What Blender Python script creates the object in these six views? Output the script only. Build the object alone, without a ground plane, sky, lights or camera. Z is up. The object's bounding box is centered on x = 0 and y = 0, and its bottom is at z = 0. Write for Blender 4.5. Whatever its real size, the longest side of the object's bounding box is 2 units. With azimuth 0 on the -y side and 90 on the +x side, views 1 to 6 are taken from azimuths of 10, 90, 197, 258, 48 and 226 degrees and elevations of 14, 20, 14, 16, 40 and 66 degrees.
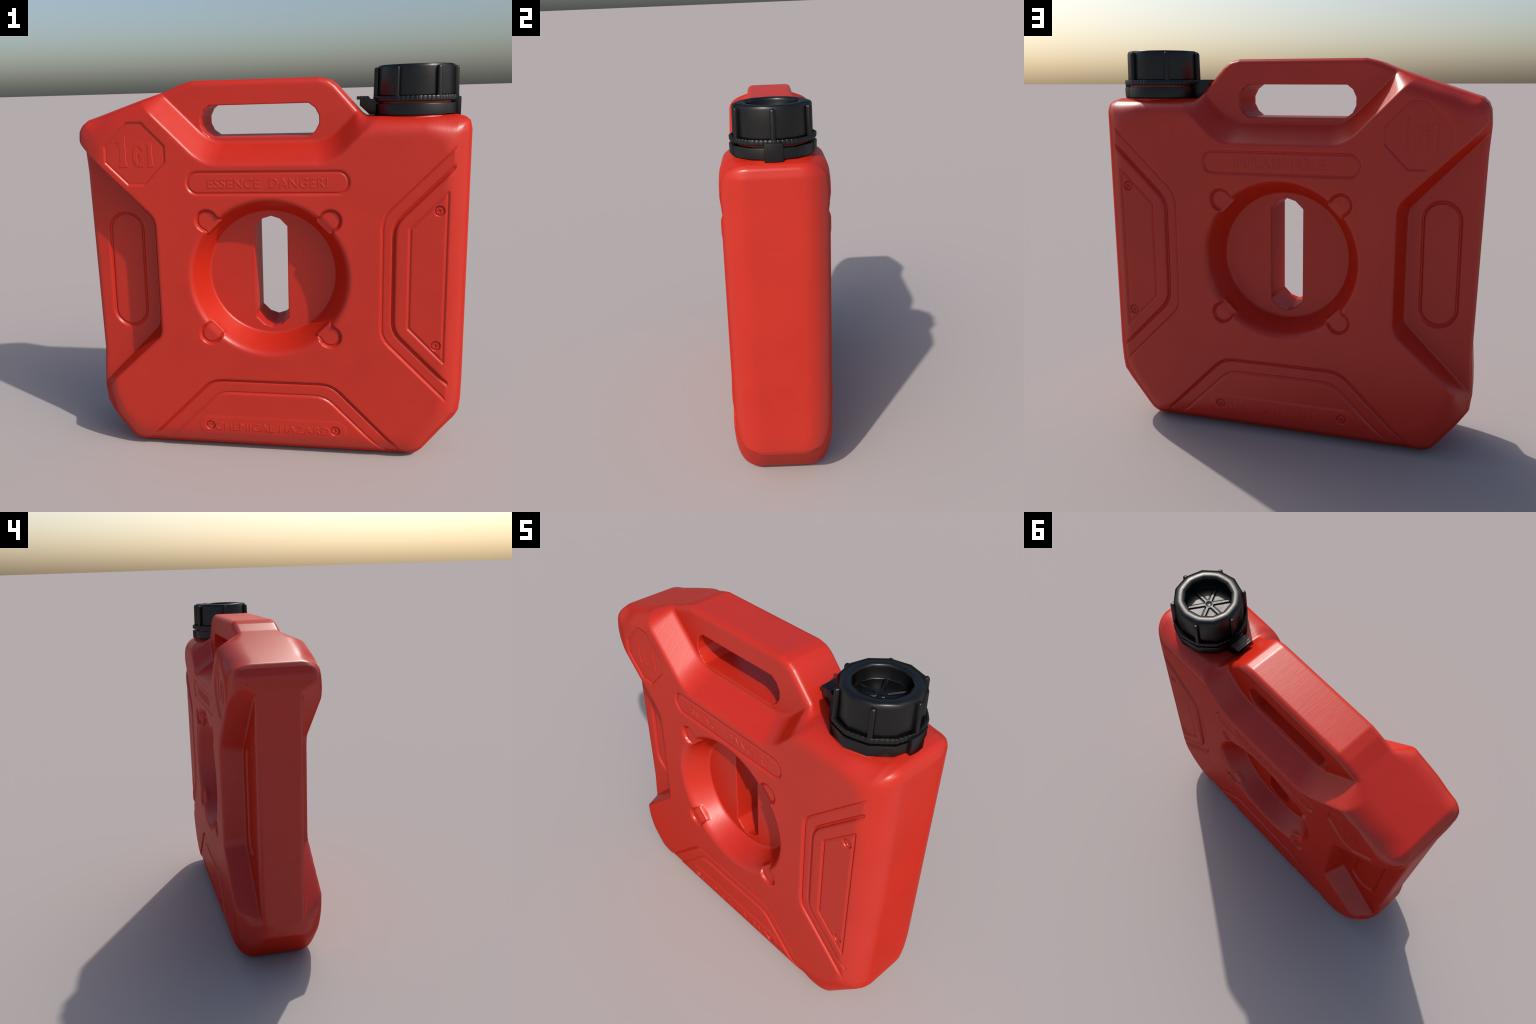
import bpy, bmesh, math, random
import numpy as np
from mathutils import Vector, Matrix
from mathutils.geometry import delaunay_2d_cdt

random.seed(7)
rng = np.random.default_rng(7)

# ----------------------------------------------------------------------------
# scene helpers
# ----------------------------------------------------------------------------
for o in list(bpy.data.objects):
    bpy.data.objects.remove(o, do_unlink=True)
COL = bpy.context.scene.collection


def link(name, mesh, parent, mat=None):
    ob = bpy.data.objects.new(name, mesh)
    COL.objects.link(ob)
    ob.parent = parent
    if mat is not None and len(mesh.materials) == 0:
        mesh.materials.append(mat)
    return ob


def smooth(mesh, angle=None):
    mesh.polygons.foreach_set('use_smooth', [True] * len(mesh.polygons))
    if angle is not None:
        mesh.set_sharp_from_angle(angle=math.radians(angle))
    mesh.update()


# ----------------------------------------------------------------------------
# materials
# ----------------------------------------------------------------------------
def plastic(name, base, dark, light, rough, rough_var, bump, streak, ior=1.5, scratch=None):
    m = bpy.data.materials.new(name)
    m.use_nodes = True
    nt = m.node_tree
    N, L = nt.nodes, nt.links
    bsdf = N['Principled BSDF']
    tc = N.new('ShaderNodeTexCoord')

    def noise(scale, detail=4, rough_=0.55, stretch=None):
        n = N.new('ShaderNodeTexNoise')
        n.inputs['Scale'].default_value = scale
        n.inputs['Detail'].default_value = detail
        n.inputs['Roughness'].default_value = rough_
        if stretch:
            mp = N.new('ShaderNodeMapping')
            mp.inputs['Scale'].default_value = stretch
            L.new(tc.outputs['Object'], mp.inputs['Vector'])
            L.new(mp.outputs['Vector'], n.inputs['Vector'])
        else:
            L.new(tc.outputs['Object'], n.inputs['Vector'])
        return n

    big = noise(2.6, 6, 0.6)
    ramp = N.new('ShaderNodeValToRGB')
    e = ramp.color_ramp.elements
    e[0].position, e[0].color = 0.32, (*dark, 1)
    e[1].position, e[1].color = 0.68, (*light, 1)
    mid = ramp.color_ramp.elements.new(0.5)
    mid.color = (*base, 1)
    L.new(big.outputs['Fac'], ramp.inputs['Fac'])
    colour = ramp.outputs['Color']
    fine = noise(26, 5, 0.65)
    mr = N.new('ShaderNodeMapRange')
    mr.inputs['From Min'].default_value, mr.inputs['From Max'].default_value = 0.3, 0.7
    mr.inputs['To Min'].default_value, mr.inputs['To Max'].default_value = rough - rough_var, rough + rough_var
    L.new(fine.outputs['Fac'], mr.inputs['Value'])
    L.new(mr.outputs['Result'], bsdf.inputs['Roughness'])
    if scratch:
        # a few pale scuffs
        vor = N.new('ShaderNodeTexNoise')
        vor.inputs['Scale'].default_value = 9
        vor.inputs['Detail'].default_value = 9
        vor.inputs['Roughness'].default_value = 0.7
        vor.inputs['Distortion'].default_value = 1.6
        L.new(tc.outputs['Object'], vor.inputs['Vector'])
        sr = N.new('ShaderNodeValToRGB')
        sr.color_ramp.elements[0].position = 0.66
        sr.color_ramp.elements[0].color = (0, 0, 0, 1)
        sr.color_ramp.elements[1].position = 0.74
        sr.color_ramp.elements[1].color = (0.5, 0.5, 0.5, 1)
        L.new(vor.outputs['Fac'], sr.inputs['Fac'])
        mx = N.new('ShaderNodeMix')
        mx.data_type = 'RGBA'
        L.new(sr.outputs['Color'], mx.inputs['Factor'])
        L.new(colour, mx.inputs['A'])
        mx.inputs['B'].default_value = (*scratch, 1)
        colour = mx.outputs['Result']
    L.new(colour, bsdf.inputs['Base Color'])
    # moulding grain and long faint draw lines
    st = noise(1.0, 3, 0.6, streak)
    st.inputs['Distortion'].default_value = 0.6
    ad = N.new('ShaderNodeMath')
    ad.operation = 'MULTIPLY_ADD'
    L.new(fine.outputs['Fac'], ad.inputs[0])
    ad.inputs[1].default_value = 0.15
    L.new(st.outputs['Fac'], ad.inputs[2])
    b = N.new('ShaderNodeBump')
    b.inputs['Strength'].default_value = bump
    b.inputs['Distance'].default_value = 0.002
    L.new(ad.outputs[0], b.inputs['Height'])
    L.new(b.outputs['Normal'], bsdf.inputs['Normal'])
    # reflection strength set by view angle: full seen squarely, faded out when glancing
    bsdf.inputs['IOR'].default_value = ior
    lw = N.new('ShaderNodeLayerWeight')
    lw.inputs['Blend'].default_value = 0.5
    fr = N.new('ShaderNodeMapRange')
    fr.interpolation_type = 'SMOOTHSTEP'
    fr.inputs['From Min'].default_value, fr.inputs['From Max'].default_value = 0.40, 0.66
    fr.inputs['To Min'].default_value, fr.inputs['To Max'].default_value = 0.5, 0.02
    L.new(lw.outputs['Facing'], fr.inputs['Value'])
    L.new(fr.outputs['Result'], bsdf.inputs['Specular IOR Level'])
    return m


RED = plastic('red_plastic', (0.485, 0.0205, 0.0082), (0.462, 0.0190, 0.0076), (0.505, 0.0222, 0.0090),
              0.36, 0.025, 0.17, (120, 9, 9), ior=1.5)
BLACK = plastic('black_plastic', (0.0026, 0.0026, 0.0029), (0.0020, 0.0020, 0.0023), (0.0038, 0.0037, 0.0036),
                0.365, 0.04, 0.12, (30, 30, 8), ior=1.48, scratch=(0.009, 0.0088, 0.008))

# ----------------------------------------------------------------------------
# root
# ----------------------------------------------------------------------------
root = bpy.data.objects.new('jerrycan', None)
COL.objects.link(root)
root['label'] = 'red plastic fuel jerrycan with black screw cap'
root['category'] = 'fuel can'

# ----------------------------------------------------------------------------
# plane geometry helpers (x, z)
# ----------------------------------------------------------------------------
def poly_sdf(P, poly):
    """signed distance, negative inside"""
    P = np.asarray(P, float)
    V = np.asarray(poly, float)
    d2 = np.full(len(P), 1e9)
    ins = np.zeros(len(P), bool)
    for i in range(len(V)):
        a, b = V[i], V[(i + 1) % len(V)]
        e = b - a
        w = P - a
        t = np.clip((w @ e) / (e @ e), 0, 1)
        q = w - t[:, None] * e
        d2 = np.minimum(d2, (q * q).sum(1))
        c = (a[1] > P[:, 1]) != (b[1] > P[:, 1])
        if e[1] != 0:
            ins ^= c & (P[:, 0] < a[0] + (P[:, 1] - a[1]) * e[0] / e[1])
    return np.where(ins, -1, 1) * np.sqrt(d2)


def seg_sdf(P, a, b):
    a, b = np.array(a), np.array(b)
    e = b - a
    w = P - a
    t = np.clip((w @ e) / (e @ e), 0, 1)
    return np.linalg.norm(w - t[:, None] * e, axis=1)


def fillet(poly, r, n=5, which=None):
    """round the corners of a closed polygon"""
    out = []
    k = len(poly)
    for i in range(k):
        p0, p, p1 = (np.array(poly[(i + j) % k], float) for j in (-1, 0, 1))
        rr = r if which is None or i in which else 0
        if rr == 0:
            out.append(tuple(p))
            continue
        u, v = (p0 - p), (p1 - p)
        lu, lv = np.linalg.norm(u), np.linalg.norm(v)
        u, v = u / lu, v / lv
        l = min(rr, lu * .45, lv * .45)
        for s in np.linspace(0, 1, n):
            out.append(tuple((1 - s) ** 2 * (p + u * l) + 2 * s * (1 - s) * p + s * s * (p + v * l)))
    return out


def sstep(t, e=0.3, e2=None):
    """0..1 ramp, straight in the middle with rounded ends of lengths e and e2"""
    e2 = e if e2 is None else e2
    t = np.clip(t, 0, 1)
    k = 1 / (1 - e / 2 - e2 / 2)
    return np.where(t < e, k * t * t / (2 * e), np.where(t > 1 - e2, 1 - k * (1 - t) ** 2 / (2 * e2), k * (t - e / 2)))


def softmin(a, b, k):
    h = np.clip(0.5 + 0.5 * (b - a) / k, 0, 1)
    return b * (1 - h) + a * h - k * h * (1 - h)


# ----------------------------------------------------------------------------
# body: outline, openings, thickness
# ----------------------------------------------------------------------------
HALF = 0.261          # half thickness of the tank
THIN = 0.125          # half thickness of handle and centre web
GRASP = 0.131         # half thickness of the handle bar
GRIP = 0.130          # half thickness inside the left grip bay

OUTLINE = [(-0.735, 0.0), (0.725, 0.0), (0.757, 0.006), (0.788, 0.030), (0.953, 0.216), (0.970, 0.250), (0.976, 0.312),
           (0.976, 1.695), (0.967, 1.735), (0.946, 1.752), (0.905, 1.762), (0.478, 1.760), (0.459, 1.773),
           (0.331, 1.916), (0.296, 1.941), (0.248, 1.952), (-0.388, 1.952), (-0.447, 1.937), (-0.530, 1.903),
           (-0.930, 1.772), (-0.955, 1.747), (-0.970, 1.712), (-0.977, 1.640), (-0.969, 1.500), (-0.956, 0.520),
           (-0.967, 0.390), (-0.971, 0.300), (-0.962, 0.222), (-0.795, 0.018), (-0.768, 0.004)]
HANDLE_HOLE = [(-0.296, 1.672), (-0.330, 1.697), (-0.347, 1.732), (-0.347, 1.771), (-0.330, 1.807), (-0.302, 1.829),
               (0.198, 1.831), (0.230, 1.807), (0.249, 1.770), (0.249, 1.732), (0.230, 1.696), (0.199, 1.672)]
SLOT = [(-0.087, 0.726), (-0.046, 0.686), (0.000, 0.671), (0.044, 0.686), (0.083, 0.726),
        (0.083, 1.216), (0.044, 1.256), (0.000, 1.270), (-0.046, 1.256), (-0.087, 1.216)]
DISC_C = (0.0, 0.970)

# raised and sunk line work on the flat faces
TEXT_BAY = ((-0.345, 1.4575), (0.345, 1.4575), 0.054)
NAME_PAD = ((-0.338, 0.152), (0.338, 0.152), 0.052)
GRIP_BAY = ((-0.780, 0.752), (-0.776, 1.196), 0.090)
OCTAGON = [(-0.699, 1.757), (-0.619, 1.757), (-0.508, 1.643), (-0.508, 1.564), (-0.619, 1.451), (-0.702, 1.451),
           (-0.815, 1.562), (-0.813, 1.641)]
SIDE_OUT = fillet([(1.3, 2.02), (0.561, 1.285), (0.561, 0.672), (1.3, -0.065)], 0.055, which=(1, 2))
SIDE_IN = fillet([(1.3, 1.935), (0.617, 1.252), (0.617, 0.708), (1.3, 0.030)], 0.055, which=(1, 2))
SIDE_PLATE = [(0.864, 1.406), (0.692, 1.232), (0.692, 0.729), (0.864, 0.555)]
FOOT_OUT = fillet([(-0.80, -0.075), (-0.315, 0.410), (0.313, 0.410), (0.80, -0.085)], 0.06, which=(1, 2))
FOOT_IN = fillet([(-0.70, -0.076), (-0.280, 0.343), (0.280, 0.343), (0.70, -0.076)], 0.06, which=(1, 2))
SCREWS = [(0.826, 1.319), (0.828, 0.641), (-0.333, 0.152), (0.333, 0.152)]
DROPS = [(-1, 1), (1, 1), (-1, -1), (1, -1)]


def ease(v, a, b):
    t = np.clip((v - a) / (b - a), 0, 1)
    return t * t * (3 - 2 * t)


def edge_radii(P, H):
    """size of the rounded outer edge in the (x, z) plane and across it"""
    x, z = P[:, 0], P[:, 1]
    f = np.clip((H - THIN) / (HALF - THIN), 0, 1)
    side = ease(np.abs(x), 0.74, 0.93)
    low = side * (1 - ease(z, 0.22, 0.45)) * (x > 0)
    tip = ease(-x, 0.80, 0.93) * ease(z, 1.50, 1.61) * (1 - ease(z, 1.72, 1.80))
    hump = ease(-x, 0.40, 0.60) * ease(z, 1.45, 1.70) * (1 - side)
    left_foot = ease(-x, 0.80, 0.93) * (1 - ease(z, 0.36, 0.60)) * ease(z, 0.14, 0.26)
    foot = (1 - side) * (1 - ease(z, 0.12, 0.40))
    R = 0.085 + 0.066 * side + 0.022 * low + 0.012 * hump + 0.060 * foot + 0.004 * tip + 0.045 * left_foot
    D = 0.115 + 0.030 * side + 0.022 * low + 0.025 * hump + 0.015 * foot - 0.058 * tip + 0.055 * left_foot
    return 0.030 + (1.09 * R - 0.030) * f, 0.028 + (D - 0.028) * f


DROP_R = math.hypot(0.310, 0.300)


def drop_sdf(P, sx, sz):
    """keyhole-shaped dimple that opens into the round recess"""
    c = np.array([0.310 * sx, DISC_C[1] + 0.300 * sz])
    u = np.array([-sx, -sz]) / math.sqrt(2)
    v = np.array([u[1], -u[0]])
    w = P - c
    a, b = w @ u, np.abs(w @ v)
    ball = np.hypot(a, b) - 0.050
    half = 0.0465
    neck = np.maximum(np.maximum(b - half, -a), a - 0.056)
    return softmin(ball, neck, 0.012)


# outline sides that meet at real corners (index ranges of OUTLINE points)
SIDES = [range(29, 32), range(2, 4), range(4, 8), range(8, 12), range(12, 14), range(14, 17), range(17, 20),
         range(20, 27), range(27, 29)]


def edge_distance(P):
    """distance to the outline, blended so that corners come out softly rounded"""
    p = 5.0
    n = len(OUTLINE)
    acc = np.zeros(len(P))
    for side in SIDES:
        d = np.full(len(P), 1e9)
        for i in side:
            d = np.minimum(d, seg_sdf(P, OUTLINE[i % n], OUTLINE[(i + 1) % n]))
        acc += np.maximum(d, 1e-6) ** -p
    return np.where(poly_sdf(P, OUTLINE) < 0, acc ** (-1 / p), 0)


def thickness(P, relief=True):
    """half thickness of the can at (x, z), before the outer edge is rounded"""
    x, z = P[:, 0], P[:, 1]
    H = np.full(len(P), HALF)
    # grip bay in the left side
    w = 0.055 * (1 - 0.65 * np.clip((-x - 0.60) / 0.35, 0, 1))
    u1 = (-0.567 - x) / 0.054
    n2 = np.array([-0.70, -0.714]); u2 = ((x + 0.567) * n2[0] + (z - 1.280) * n2[1]) / (0.45 * 0.058 + 0.55 * w + 0.010)
    n3 = np.array([-0.67, 0.742]); u3 = ((x + 0.567) * n3[0] + (z - 0.645) * n3[1]) / (w + 0.006)
    t = softmin(softmin(u1, u2, 0.5), u3, 0.5)
    H = H - (HALF - GRIP) * sstep(t, 0.18)
    # step down to the carrying handle
    b1 = (z - 1.538) / 0.118
    r2 = math.sqrt(0.5)
    b2 = ((x + 0.320) * r2 + (z - 1.538) * r2) / 0.100
    b3 = ((0.322 - x) * r2 + (z - 1.538) * r2) / 0.104
    th = softmin(softmin(b1, b2, 0.55), b3, 0.55)
    hd = (HALF - GRASP) * sstep(th, 0.16)
    H = np.minimum(H, HALF - hd)
    # round recess with sloping wall
    r = np.hypot(x - DISC_C[0], z - DISC_C[1])
    cone = HALF - (HALF - THIN) * sstep((0.416 - r) / 0.093, 0.34, 0.12)
    H = np.minimum(H, cone)
    if relief:
        for sx, sz in DROPS:
            q = drop_sdf(P, sx, sz)
            m = sstep(0.5 - q / 0.010, 0.3)
            floor = HALF - 0.0120 - 0.0130 * ease(-r, -0.425, -0.372)
            H = H + (floor - H) * m - 0.0095 * np.exp(-(q / 0.006) ** 2) * (1 - ease(-r, -0.402, -0.384))
    return H


def capsule(P, c):
    return seg_sdf(P, c[0], c[1]) - c[2]


def inside(s, w):
    return sstep(0.5 - s / w, 0.3)


def seam(s, depth, w=0.0060):
    """narrow groove cut along s = 0 so the panel line shades dark"""
    return depth * np.exp(-(s / w) ** 2)


def relief(P):
    """depth of the moulded line work; positive sinks the surface"""
    R = np.zeros(len(P))
    q = capsule(P, TEXT_BAY)
    R += 0.0045 * inside(q, 0.008) + seam(q, 0.0062)
    q = capsule(P, GRIP_BAY)
    R += 0.0060 * inside(q, 0.010) + seam(q, 0.0095, 0.0075)
    q = poly_sdf(P, OCTAGON)
    R += 0.0065 * inside(q, 0.010) + seam(q, 0.0030)
    R -= 0.0020 * inside(capsule(P, NAME_PAD), 0.018)
    q = poly_sdf(P, SIDE_PLATE)
    R += 0.0030 * inside(q, 0.007) + seam(q, 0.0062)
    q1, q2 = poly_sdf(P, FOOT_OUT), poly_sdf(P, FOOT_IN)
    R += 0.0065 * inside(q1, 0.009) - 0.0045 * inside(q2, 0.009)
    R += (seam(q1, 0.0115, 0.0068) + seam(q2, 0.0055)) * ease(P[:, 1], 0.055, 0.10)
    for c in SCREWS:
        R += 0.0090 * inside(np.hypot(P[:, 0] - c[0], P[:, 1] - c[1]) - 0.0235, 0.006)
    return R


def channel(P):
    """flat-floored band around the right panel"""
    so, si = poly_sdf(P, SIDE_OUT), poly_sdf(P, SIDE_IN)
    return inside(so, 0.008) * (1 - inside(si, 0.012))


def surface(P):
    P = np.asarray(P, float)
    H = thickness(P)
    d = edge_distance(P)
    R, D = edge_radii(P, H)
    s = np.clip(d / R, 0, 1)
    Y = H - D * (1 - np.sqrt(np.clip(1 - (1 - s) ** 2.35, 0, 1)))
    Y = Y - relief(P) * np.clip((d - 0.004) / 0.03, 0, 1)
    ch = channel(P)
    flat = ease(Y, HALF - 0.016, HALF - 0.008)
    Y = np.where(ch > 0, Y + (np.minimum(Y, HALF - 0.0090) - Y) * ch, Y)
    Y = Y - (seam(poly_sdf(P, SIDE_IN), 0.0120, 0.0080) + seam(poly_sdf(P, SIDE_OUT), 0.0058)) * flat
    # soft lips of the two openings
    for hole in (HANDLE_HOLE, SLOT):
        q = np.clip(poly_sdf(P, hole) / LIP, 0, 1)
        Y = Y - LIP * (1 - np.sqrt(np.clip(1 - (1 - q) ** 2, 0, 1)))
    return Y


LIP = 0.005


# --- sample points -----------------------------------------------------------
def resample(poly, step):
    out = []
    for i in range(len(poly)):
        a, b = np.array(poly[i]), np.array(poly[(i + 1) % len(poly)])
        n = max(1, int(round(np.linalg.norm(b - a) / step)))
        for k in range(n):
            out.append(a + (b - a) * k / n)
    return np.array(out)


def ring_normals(V, sign):
    e = np.roll(V, -1, 0) - np.roll(V, 1, 0)
    n = np.stack([-e[:, 1], e[:, 0]], 1)
    return sign * n / np.linalg.norm(n, axis=1)[:, None]


loops = []
rings = []
for poly, is_hole in ((OUTLINE, False), (HANDLE_HOLE, True), (SLOT, True)):
    V = resample(poly, 0.010)
    area = 0.5 * np.sum(V[:, 0] * np.roll(V[:, 1], -1) - np.roll(V[:, 0], -1) * V[:, 1])
    if (area < 0) != is_hole:
        V = V[::-1]
    loops.append(V)
    n = ring_normals(V, 1)      # points into the material
    if is_hole:
        R = np.full(len(V), LIP)
        phis = (14, 30, 50, 75)
    else:
        R, _ = edge_radii(V, thickness(V, False))
        phis = (4, 8, 12, 16, 20, 25, 30, 35, 40, 45, 50)
    for phi in phis:
        d = R * (1 - math.cos(math.radians(phi)))
        Q = V + n * d[:, None]
        dd = np.abs(poly_sdf(Q, poly))
        rings.append(Q[dd > 0.8 * d])
rings = np.concatenate(rings)

S = 0.0025
gx = np.arange(-400, 401)
gz = np.arange(0, 800)
I, J = np.meshgrid(gx, gz, indexing='ij')
I, J = I.ravel(), J.ravel()
G = np.stack([I * S, J * S + 0.0007], 1)
so = poly_sdf(G, OUTLINE)
keep = -so > 0.36 * edge_radii(G, thickness(G, False))[0] + 0.002
G, I, J, so = G[keep], I[keep], J[keep], so[keep]
sh = np.minimum(poly_sdf(G, HANDLE_HOLE), poly_sdf(G, SLOT))
keep = sh > LIP + 0.001
G, I, J, so, sh = G[keep], I[keep], J[keep], so[keep], sh[keep]
line = np.full(len(G), 1e9)
for s in [capsule(G, TEXT_BAY), capsule(G, GRIP_BAY), capsule(G, NAME_PAD), poly_sdf(G, OCTAGON),
          poly_sdf(G, SIDE_PLATE), poly_sdf(G, SIDE_OUT), poly_sdf(G, SIDE_IN), poly_sdf(G, FOOT_OUT),
          poly_sdf(G, FOOT_IN)] + [np.hypot(G[:, 0] - a, G[:, 1] - b) - 0.0235 for a, b in SCREWS] + \
         [drop_sdf(G, *q) for q in DROPS]:
    line = np.minimum(line, np.abs(s))
fine = (line < 0.013) | (sh < 0.012)
Hh = thickness(G)
mid = (so > -0.20) | (Hh < HALF - 0.0005) | (line < 0.03)
lv4 = (I % 4 == 0) & (J % 4 == 0)
lv2 = (I % 2 == 0) & (J % 2 == 0)
G = G[fine | (mid & lv2) | lv4]
# keep lattice points away from the ring points
cell = 0.0025
ringkeys = set()
for q in rings:
    ringkeys.add((int(q[0] // cell), int(q[1] // cell)))
gk = np.floor(G / cell).astype(int)
G = G[[(a, b) not in ringkeys for a, b in gk]]

npts = [len(l) for l in loops]
P2 = np.concatenate(loops + [rings, G])
edges = []
base = 0
for n in npts:
    edges += [(base + i, base + (i + 1) % n) for i in range(n)]
    base += n
res = delaunay_2d_cdt([Vector(p) for p in P2], edges, [], 0, 1e-7)
V2 = np.array([tuple(v) for v in res[0]])
T = np.array([f for f in res[2] if len(f) == 3])
C = V2[T].mean(1)
ok = (poly_sdf(C, OUTLINE) < 0) & (poly_sdf(C, HANDLE_HOLE) > 0) & (poly_sdf(C, SLOT) > 0)
T = T[ok]
# orient counter-clockwise in (x, z)
a, b, c = V2[T[:, 0]], V2[T[:, 1]], V2[T[:, 2]]
cr = (b[:, 0] - a[:, 0]) * (c[:, 1] - a[:, 1]) - (b[:, 1] - a[:, 1]) * (c[:, 0] - a[:, 0])
T[cr < 0] = T[cr < 0][:, ::-1]
Y = surface(V2)
# border vertex of each input border point
orig_of = {}
for vi, src in enumerate(res[3]):
    for s_ in src:
        orig_of[s_] = vi
nv = len(V2)
front = np.stack([V2[:, 0], -Y, V2[:, 1]], 1)
back = np.stack([V2[:, 0], Y, V2[:, 1]], 1)
verts = [front, back]
faces3 = [T, T[:, ::-1] + nv]
quads = []
count = 2 * nv
base = 0
BANDS = 6
for n in npts:
    ids = [orig_of[base + i] for i in range(n)]
    base += n
    prev = list(ids)
    for k in range(1, BANDS + 1):
        if k < BANDS:
            t = k / BANDS
            blk = front[ids] * (1 - t) + back[ids] * t
            verts.append(blk)
            cur = list(range(count, count + n))
            count += n
        else:
            cur = [i + nv for i in ids]
        for i in range(n):
            j = (i + 1) % n
            quads.append((prev[j], prev[i], cur[i], cur[j]))
        prev = cur
VV = np.concatenate(verts)
FF = [tuple(int(k) for k in t) for t in np.concatenate(faces3)] + quads

whole = bpy.data.meshes.new('whole')
whole.from_pydata([tuple(v) for v in VV], [], FF)
whole.update()
smooth(whole)
nrm = np.zeros(len(VV) * 3)
whole.vertex_normals.foreach_get('vector', nrm)
nrm = nrm.reshape(-1, 3)

# split the one smooth shell into tank and carrying handle (shared border, shared normals)
cent = np.zeros((len(FF), 3))
buf = np.zeros(len(FF) * 3)
whole.polygons.foreach_get('center', buf)
cent = buf.reshape(-1, 3)
HANDLE_REGION = [(-0.350, 1.548), (0.350, 1.548), (0.470, 1.668), (0.470, 2.1), (-0.56, 2.1), (-0.56, 1.758)]
is_handle = poly_sdf(cent[:, [0, 2]], HANDLE_REGION) < 0
for name, mask in (('tank', ~is_handle), ('carrying_handle', is_handle)):
    fs = [FF[i] for i in np.nonzero(mask)[0]]
    used = np.unique(np.concatenate([np.array(f) for f in fs]))
    remap = -np.ones(len(VV), int)
    remap[used] = np.arange(len(used))
    me = bpy.data.meshes.new(name)
    me.from_pydata([tuple(v) for v in VV[used]], [], [tuple(int(remap[k]) for k in f) for f in fs])
    me.update()
    smooth(me)
    me.normals_split_custom_set_from_vertices([tuple(v) for v in nrm[used]])
    ob = link(name, me, root, RED)
    if name == 'tank':
        tank = ob
bpy.data.meshes.remove(whole)

# ----------------------------------------------------------------------------
# lettering, raised from the wall
# ----------------------------------------------------------------------------
def raise_curve(name, curve, side, x0, x1, z0, z1, level, parent, offset=-0.0006):
    curve.dimensions = '2D'
    curve.fill_mode = 'BOTH'
    curve.extrude = 0.0004
    curve.bevel_depth = 0.0016
    curve.bevel_resolution = 2
    curve.offset = offset
    tmp = bpy.data.objects.new('tmp', curve)
    COL.objects.link(tmp)
    bpy.context.view_layer.update()
    me = bpy.data.meshes.new_from_object(tmp.evaluated_get(bpy.context.evaluated_depsgraph_get()))
    bpy.data.objects.remove(tmp, do_unlink=True)
    co = np.zeros(len(me.vertices) * 3)
    me.vertices.foreach_get('co', co)
    co = co.reshape(-1, 3)
    lo, hi = co.min(0), co.max(0)
    u = (co[:, 0] - lo[0]) / (hi[0] - lo[0])
    w = (co[:, 1] - lo[1]) / (hi[1] - lo[1])
    X = x0 + (x1 - x0) * u
    Z = z0 + (z1 - z0) * w
    Yl = level + co[:, 2]
    if side == 'front':
        new = np.stack([X, -Yl, Z], 1)
    else:
        new = np.stack([-X, Yl, Z], 1)
    me.vertices.foreach_set('co', new.ravel())
    me.name = name
    me.materials.clear()
    smooth(me, 50)
    return link(name, me, parent, RED)


def text_curve(body, size, spacing=1.0, word=1.0):
    c = bpy.data.curves.new('txt', 'FONT')
    c.body = body
    c.size = size
    c.space_character = spacing
    c.space_word = word
    return c


BAY_Y = HALF - 0.0045
PAD_Y = HALF - 0.0065 + 0.0045 + 0.0020
raise_curve('lettering', text_curve('ESSENCE  DANGER!', 0.066, 1.06), 'front', -0.296, 0.300, 1.431, 1.481, BAY_Y, tank)
raise_curve('lettering', text_curve('CHEMICAL HAZARD', 0.056, 1.05), 'front', -0.305, 0.304, 0.129, 0.171, PAD_Y, tank)
raise_curve('lettering', text_curve('INFLAMMABLE', 0.066, 1.06), 'back', -0.240, 0.232, 1.430, 1.482, BAY_Y, tank)
raise_curve('lettering', text_curve('GASOLINE DANGER', 0.056, 1.05), 'back', -0.306, 0.306, 0.129, 0.171, PAD_Y, tank)


def slab_digit():
    """numeral one, capital G and small l in a heavy condensed serif, as plane curves"""
    c = bpy.data.curves.new('gallon', 'CURVE')

    def add(pts):
        s = c.splines.new('POLY')
        s.points.add(len(pts) - 1)
        for p, q in zip(s.points, pts):
            p.co = (q[0], q[1], 0, 1)
        s.use_cyclic_u = True
    add([(0.010, 0), (0.054, 0), (0.054, 0.008), (0.046, 0.014), (0.046, 0.156), (0.030, 0.156), (0.022, 0.146),
         (0.004, 0.132), (0.004, 0.122), (0.018, 0.126), (0.018, 0.014), (0.010, 0.008)])
    outer, inner = [], []
    cx, cy = 0.117, 0.060
    for i in range(29):
        a = math.radians(42 + i * (318 - 42) / 28)
        outer.append((cx + 0.031 * math.cos(a), cy + 0.060 * math.sin(a)))
        inner.append((cx + 0.013 * math.cos(a), cy + 0.050 * math.sin(a)))
    add([(0.139, 0.118), (0.132, 0.118)] + outer[4:26] +
        [(0.126, 0.006), (0.131, 0.0), (0.139, 0.0), (0.139, 0.058), (0.143, 0.062), (0.143, 0.067), (0.115, 0.067),
         (0.115, 0.062), (0.123, 0.058), (0.123, 0.018)] + inner[20:5:-1] + [(0.129, 0.098), (0.135, 0.086), (0.139, 0.086)])
    add([(0.162, 0), (0.190, 0), (0.190, 0.006), (0.186, 0.010), (0.186, 0.118), (0.162, 0.118), (0.162, 0.112),
         (0.168, 0.108), (0.168, 0.010), (0.162, 0.006)])
    return c


OCT_Y = HALF - 0.0065
raise_curve('lettering', slab_digit(), 'front', -0.752, -0.566, 1.538, 1.693, OCT_Y, tank, 0.0008)
raise_curve('lettering', slab_digit(), 'back', 0.566, 0.752, 1.538, 1.693, OCT_Y, tank, 0.0008)

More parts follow.
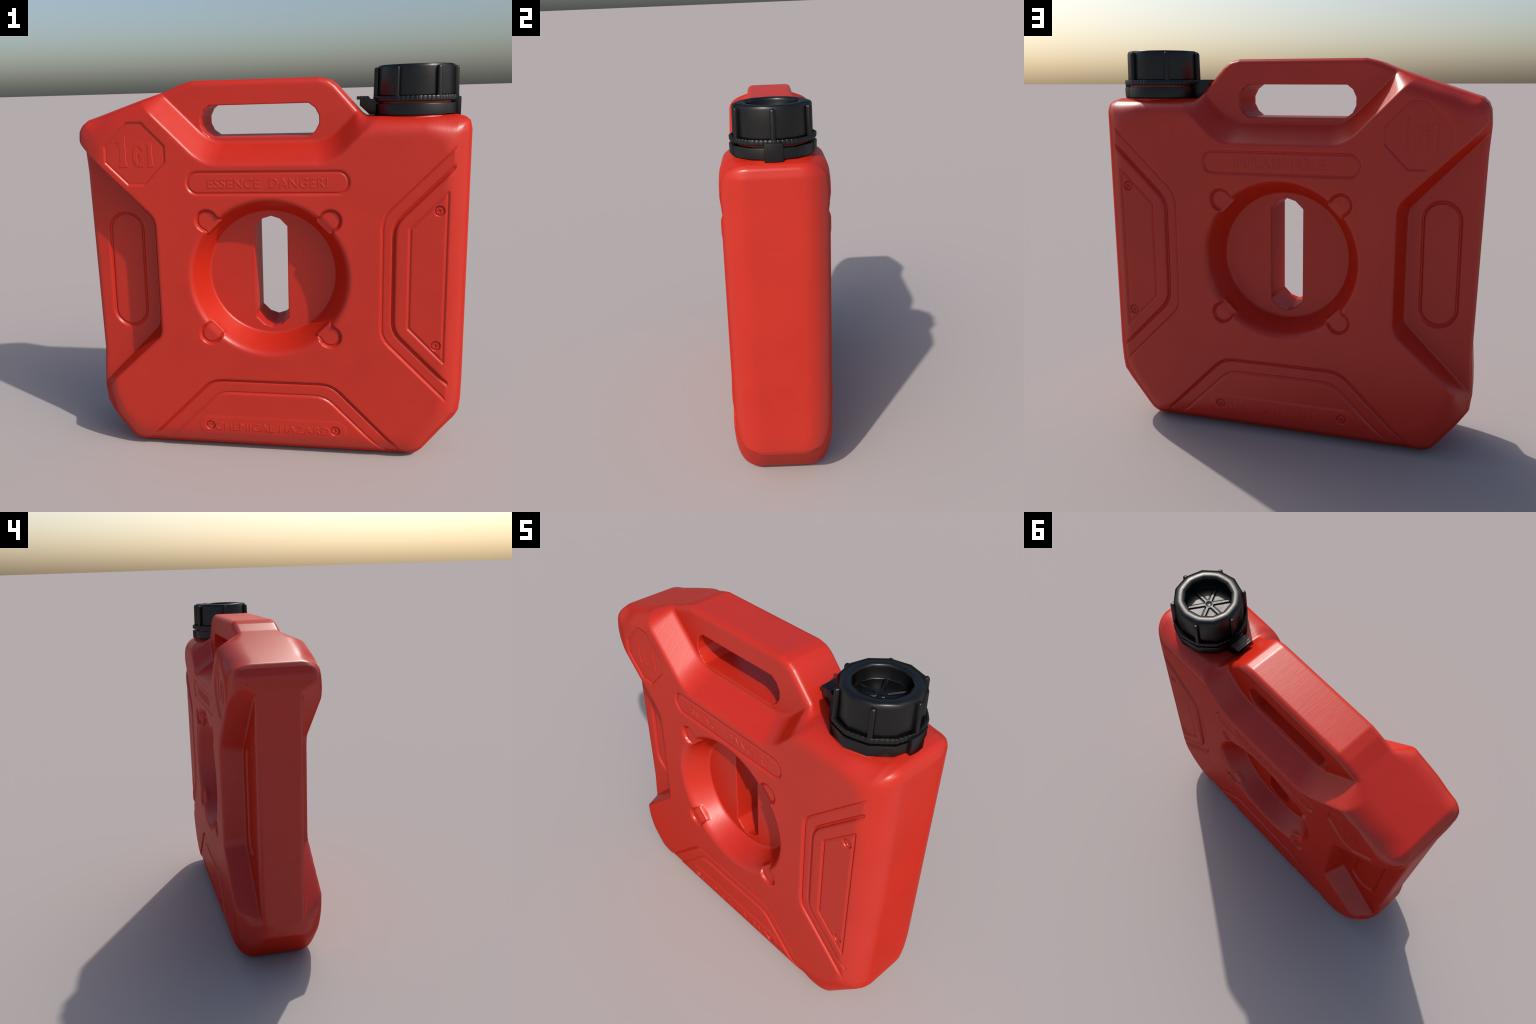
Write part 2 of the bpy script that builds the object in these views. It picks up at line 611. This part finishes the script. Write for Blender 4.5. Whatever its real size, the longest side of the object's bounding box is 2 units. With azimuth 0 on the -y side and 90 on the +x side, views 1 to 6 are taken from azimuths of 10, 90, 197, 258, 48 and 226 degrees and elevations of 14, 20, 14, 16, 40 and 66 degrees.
# ----------------------------------------------------------------------------
# screws
# ----------------------------------------------------------------------------
bm = bmesh.new()
prof = [(0.0205, -0.003), (0.0205, 0.0005), (0.0190, 0.0018), (0.0160, 0.0026)]
SEG = 24
ringv = []
for r, h in prof:
    ringv.append([bm.verts.new((r * math.cos(2 * math.pi * i / SEG), r * math.sin(2 * math.pi * i / SEG), h)) for i in range(SEG)])
for k in range(len(prof) - 1):
    for i in range(SEG):
        j = (i + 1) % SEG
        bm.faces.new((ringv[k][i], ringv[k][j], ringv[k + 1][j], ringv[k + 1][i]))
# four-pointed driver recess, tips on the rim and a deep middle
star = []
for i in range(SEG):
    a = 2 * math.pi * i / SEG
    m = i % 6
    r = (0.0150, 0.0095, 0.0066, 0.0056, 0.0066, 0.0095)[m]
    star.append(bm.verts.new((r * math.cos(a), r * math.sin(a), 0.0028)))
for i in range(SEG):
    j = (i + 1) % SEG
    bm.faces.new((ringv[-1][i], ringv[-1][j], star[j], star[i]))
low = bm.verts.new((0, 0, -0.0050))
for i in range(SEG):
    bm.faces.new((star[i], star[(i + 1) % SEG], low))
screw_me = bpy.data.meshes.new('screw')
bm.to_mesh(screw_me)
bm.free()
smooth(screw_me, 35)
screw_me.materials.append(RED)
for side in (-1, 1):
    for k, (sx, sz) in enumerate(SCREWS):
        ob = link('screw', screw_me, tank)
        lvl = float(surface(np.array([[sx, sz]]))[0]) + 0.0018
        spin = math.radians((40, 12, 35, 5)[k] + 9 * side)
        rot = Matrix.Rotation(math.radians(90 if side < 0 else -90), 4, 'X') @ Matrix.Rotation(spin, 4, 'Z')
        ob.matrix_local = Matrix.Translation((sx, side * lvl, sz)) @ rot

# ----------------------------------------------------------------------------
# filler neck, collar and cap
# ----------------------------------------------------------------------------
CX, CY = 0.717, 0.0


def polygonal(a, r, amount):
    """radius of a twelve-sided section with corners at multiples of 30 degrees"""
    seg = math.radians(30)
    b = (a % seg) - seg / 2
    return r * (1 - amount + amount * math.cos(seg / 2) / math.cos(b))


def lathe(profile, seg=96, flat=lambda r, z: 1.0, radial=None, soft=None):
    """spin (r, z) around the neck axis into a twelve-sided body; returns (bmesh of the body, bmesh of its round twin)"""
    out = []
    for poly in (True, False):
        bm = bmesh.new()
        cols = []
        for i in range(seg):
            a = 2 * math.pi * i / seg
            col = []
            for r, z in (profile if poly or soft is None else soft):
                rr = radial(a, r, z) if radial else (polygonal(a, r, flat(r, z)) if poly else r)
                col.append(bm.verts.new((CX + rr * math.cos(a), CY + rr * math.sin(a), z)))
            cols.append(col)
        for i in range(seg):
            p, q = cols[i], cols[(i + 1) % seg]
            for k in range(len(profile) - 1):
                bm.faces.new((p[k], q[k], q[k + 1], p[k + 1]))
        out.append(bm)
    return out


def finish(bms, name, parent, mat, angle):
    meshes = []
    for bm in (bms if isinstance(bms, list) else [bms]):
        bmesh.ops.recalc_face_normals(bm, faces=bm.faces)
        me = bpy.data.meshes.new(name)
        bm.to_mesh(me)
        bm.free()
        smooth(me, angle)
        meshes.append(me)
    me = meshes[0]
    if len(meshes) > 1:
        twin = meshes[1]
        me.normals_split_custom_set([tuple(c.vector) for c in twin.corner_normals])
        bpy.data.meshes.remove(twin)
    me.name = name
    return link(name, me, parent, mat)


# red neck under the collar, and the thread wall seen in the gap
bm = lathe([(0.205, 1.700), (0.205, 1.752), (0.199, 1.762), (0.182, 1.766), (0.179, 1.836), (0.10, 1.836), (0.0001, 1.836)])
neck = finish(bm, 'filler_neck', root, RED, 38)

# fixed collar
bm = lathe([(0.181, 1.765), (0.203, 1.763), (0.207, 1.767), (0.208, 1.812), (0.206, 1.817), (0.183, 1.8175), (0.1812, 1.7652)])
collar = finish(bm, 'collar', root, BLACK, 38)


def prism(profile, half, name, parent, bevel=0.0025):
    """extrude an (x, z) outline along y"""
    bm = bmesh.new()
    A = [bm.verts.new((x, -half, z)) for x, z in profile]
    B = [bm.verts.new((x, half, z)) for x, z in profile]
    bm.faces.new(A)
    bm.faces.new(B[::-1])
    n = len(profile)
    for i in range(n):
        j = (i + 1) % n
        bm.faces.new((A[i], B[i], B[j], A[j]))
    bmesh.ops.recalc_face_normals(bm, faces=bm.faces)
    bmesh.ops.bevel(bm, geom=bm.edges[:], offset=bevel, segments=2, affect='EDGES', profile=0.6, clamp_overlap=True)
    me = bpy.data.meshes.new(name)
    bm.to_mesh(me)
    bm.free()
    smooth(me, 35)
    return link(name, me, parent, BLACK)


# thumb latch with a ribbed top, towards the handle
top = [(0.429, 1.839), (0.429, 1.855)]
for x in (0.4405, 0.4565, 0.4725):
    top += [(x - 0.003, 1.8550), (x - 0.002, 1.8535), (x + 0.002, 1.8535), (x + 0.003, 1.8550)]
top += [(0.486, 1.8545), (0.497, 1.840), (0.545, 1.840), (0.545, 1.766), (0.492, 1.766), (0.444, 1.811), (0.444, 1.839)]
prism(top, 0.049, 'latch', collar, 0.0012)

# clip on the outer side
bm = bmesh.new()
steps = 8
outer, inner = [], []
for i in range(steps + 1):
    a = math.radians(-11.6 + 23.2 * i / steps)
    outer.append((CX + 0.2165 * math.cos(a), 0.2165 * math.sin(a) * 0.98))
    inner.append((CX + 0.186 * math.cos(a), 0.186 * math.sin(a) * 1.14))
loop = outer + inner[::-1]
lo = [bm.verts.new((x, y, 1.757)) for x, y in loop]
hi = [bm.verts.new((x, y, 1.843)) for x, y in loop]
bm.faces.new(lo[::-1])
bm.faces.new(hi)
for i in range(len(loop)):
    j = (i + 1) % len(loop)
    bm.faces.new((lo[i], lo[j], hi[j], hi[i]))
bmesh.ops.recalc_face_normals(bm, faces=bm.faces)
sharp = [e for e in bm.edges if len(e.link_faces) == 2 and e.calc_face_angle() > 0.6]
bmesh.ops.bevel(bm, geom=sharp, offset=0.003, segments=2, affect='EDGES', profile=0.6, clamp_overlap=True)
me = bpy.data.meshes.new('clip')
bm.to_mesh(me)
bm.free()
smooth(me, 35)
link('clip', me, collar, BLACK)

# screw cap
cap_profile = [(0.0001, 1.930), (0.108, 1.930), (0.117, 1.9315), (0.1205, 1.936), (0.1235, 1.986), (0.1255, 1.9955),
               (0.131, 1.9990), (0.143, 2.000), (0.157, 2.000), (0.173, 1.9993), (0.1830, 1.995), (0.1875, 1.984),
               (0.1885, 1.940), (0.190, 1.862), (0.190, 1.853), (0.186, 1.847), (0.150, 1.846)]
# rounder section that only lends its normals to the rim
cap_soft = [(0.0001, 1.930), (0.108, 1.930), (0.117, 1.9315), (0.1205, 1.936), (0.1220, 1.978), (0.1245, 1.991),
            (0.131, 1.9980), (0.143, 2.000), (0.157, 1.9998), (0.173, 1.9965), (0.1820, 1.986), (0.1865, 1.967),
            (0.1882, 1.938), (0.190, 1.862), (0.190, 1.853), (0.186, 1.847), (0.150, 1.846)]
bm = lathe(cap_profile, soft=cap_soft, flat=lambda r, z: 1.0 if r > 0.16 or 0.120 < r < 0.14 else 0.4)
cap = finish(bm, 'cap', root, BLACK, 42)

# knurled skirt of the cap
TEETH = 60


def knurl(a, r, z):
    if r < 0.19:
        return r
    seg = math.radians(30)
    b = (a % seg) - seg / 2
    flat = math.cos(seg / 2) / math.cos(b)
    k = int(round(a / (2 * math.pi) * TEETH * 6)) % 6
    return r * (0.35 + 0.65 * flat) + (0.0004, 0.0007, 0.0007, 0.0007, 0.0004, -0.0014)[k]


bm = lathe([(0.172, 1.8285), (0.203, 1.8285), (0.206, 1.831), (0.207, 1.850), (0.2045, 1.8535), (0.197, 1.8535),
            (0.195, 1.849), (0.172, 1.8485), (0.1721, 1.8300)], seg=TEETH * 6, radial=knurl)
finish(bm, 'skirt', cap, BLACK, 40)

# grip ribs
bm = bmesh.new()
ln, rad = 0.1385, 0.0122
secs = [(0.0, 1.0), (ln - 0.012, 0.98), (ln - 0.006, 0.86), (ln - 0.002, 0.6), (ln, 0.25)]
m = 10
rows = []
for h, k in secs:
    row = []
    for i in range(m + 1):
        a = math.radians(-90 + 180 * i / m)
        row.append(bm.verts.new((0.0085 * (math.cos(a) ** 0.7 if math.cos(a) > 1e-6 else 0) * k * 1.25, rad * math.sin(a) * (0.25 + 0.75 * k), h)))
    row.insert(0, bm.verts.new((-0.012, -rad * (0.25 + 0.75 * k), h)))
    row.append(bm.verts.new((-0.012, rad * (0.25 + 0.75 * k), h)))
    rows.append(row)
for k in range(len(rows) - 1):
    for i in range(len(rows[0]) - 1):
        bm.faces.new((rows[k][i], rows[k][i + 1], rows[k + 1][i + 1], rows[k + 1][i]))
bm.faces.new(rows[-1])
bm.faces.new(rows[0][::-1])
bmesh.ops.recalc_face_normals(bm, faces=bm.faces)
rib_me = bpy.data.meshes.new('grip_rib')
bm.to_mesh(rib_me)
bm.free()
smooth(rib_me, 50)
rib_me.materials.append(BLACK)
for i in range(6):
    a = math.radians(60 * i)
    ob = link('grip_rib', rib_me, cap)
    ob.matrix_local = Matrix.Translation((CX + 0.1955 * math.cos(a), 0.1955 * math.sin(a), 1.852)) @ \
        Matrix.Rotation(a, 4, 'Z') @ Matrix.Rotation(math.radians(-1.2), 4, 'Y')

# six-armed stiffener in the well of the cap, with a dimpled hub
n = 96
FL = 1.930
bm = bmesh.new()
rs = np.concatenate([np.linspace(0.001, 0.03, 16), np.linspace(0.0325, 0.1145, 26)])
grid = []
for r in rs:
    row = []
    for i in range(n * 4):
        a = 2 * math.pi * i / (n * 4)
        b = (a + math.pi / 6) % (math.pi / 3) - math.pi / 6
        across = abs(r * math.sin(b))
        arm = 1 - min(max((across - 0.0056) / 0.0042, 0), 1)
        hub = 1 - min(max((r - 0.0235) / 0.006, 0), 1)
        up = max(arm, hub)
        up = up * up * (3 - 2 * up)
        dim = 0.0040 * max(0, 1 - (r / 0.019) ** 2)
        gut = 0.0012 * math.exp(-((across - 0.0122) / 0.0025) ** 2) * (r > 0.028)
        row.append(bm.verts.new((CX + r * math.cos(a), r * math.sin(a), FL + 0.0012 + 0.0052 * up - dim - gut)))
    grid.append(row)
for k in range(len(rs) - 1):
    for i in range(n * 4):
        j = (i + 1) % (n * 4)
        bm.faces.new((grid[k][i], grid[k + 1][i], grid[k + 1][j], grid[k][j]))
bm.faces.new(grid[0])
finish(bm, 'stiffener', cap, BLACK, 60)
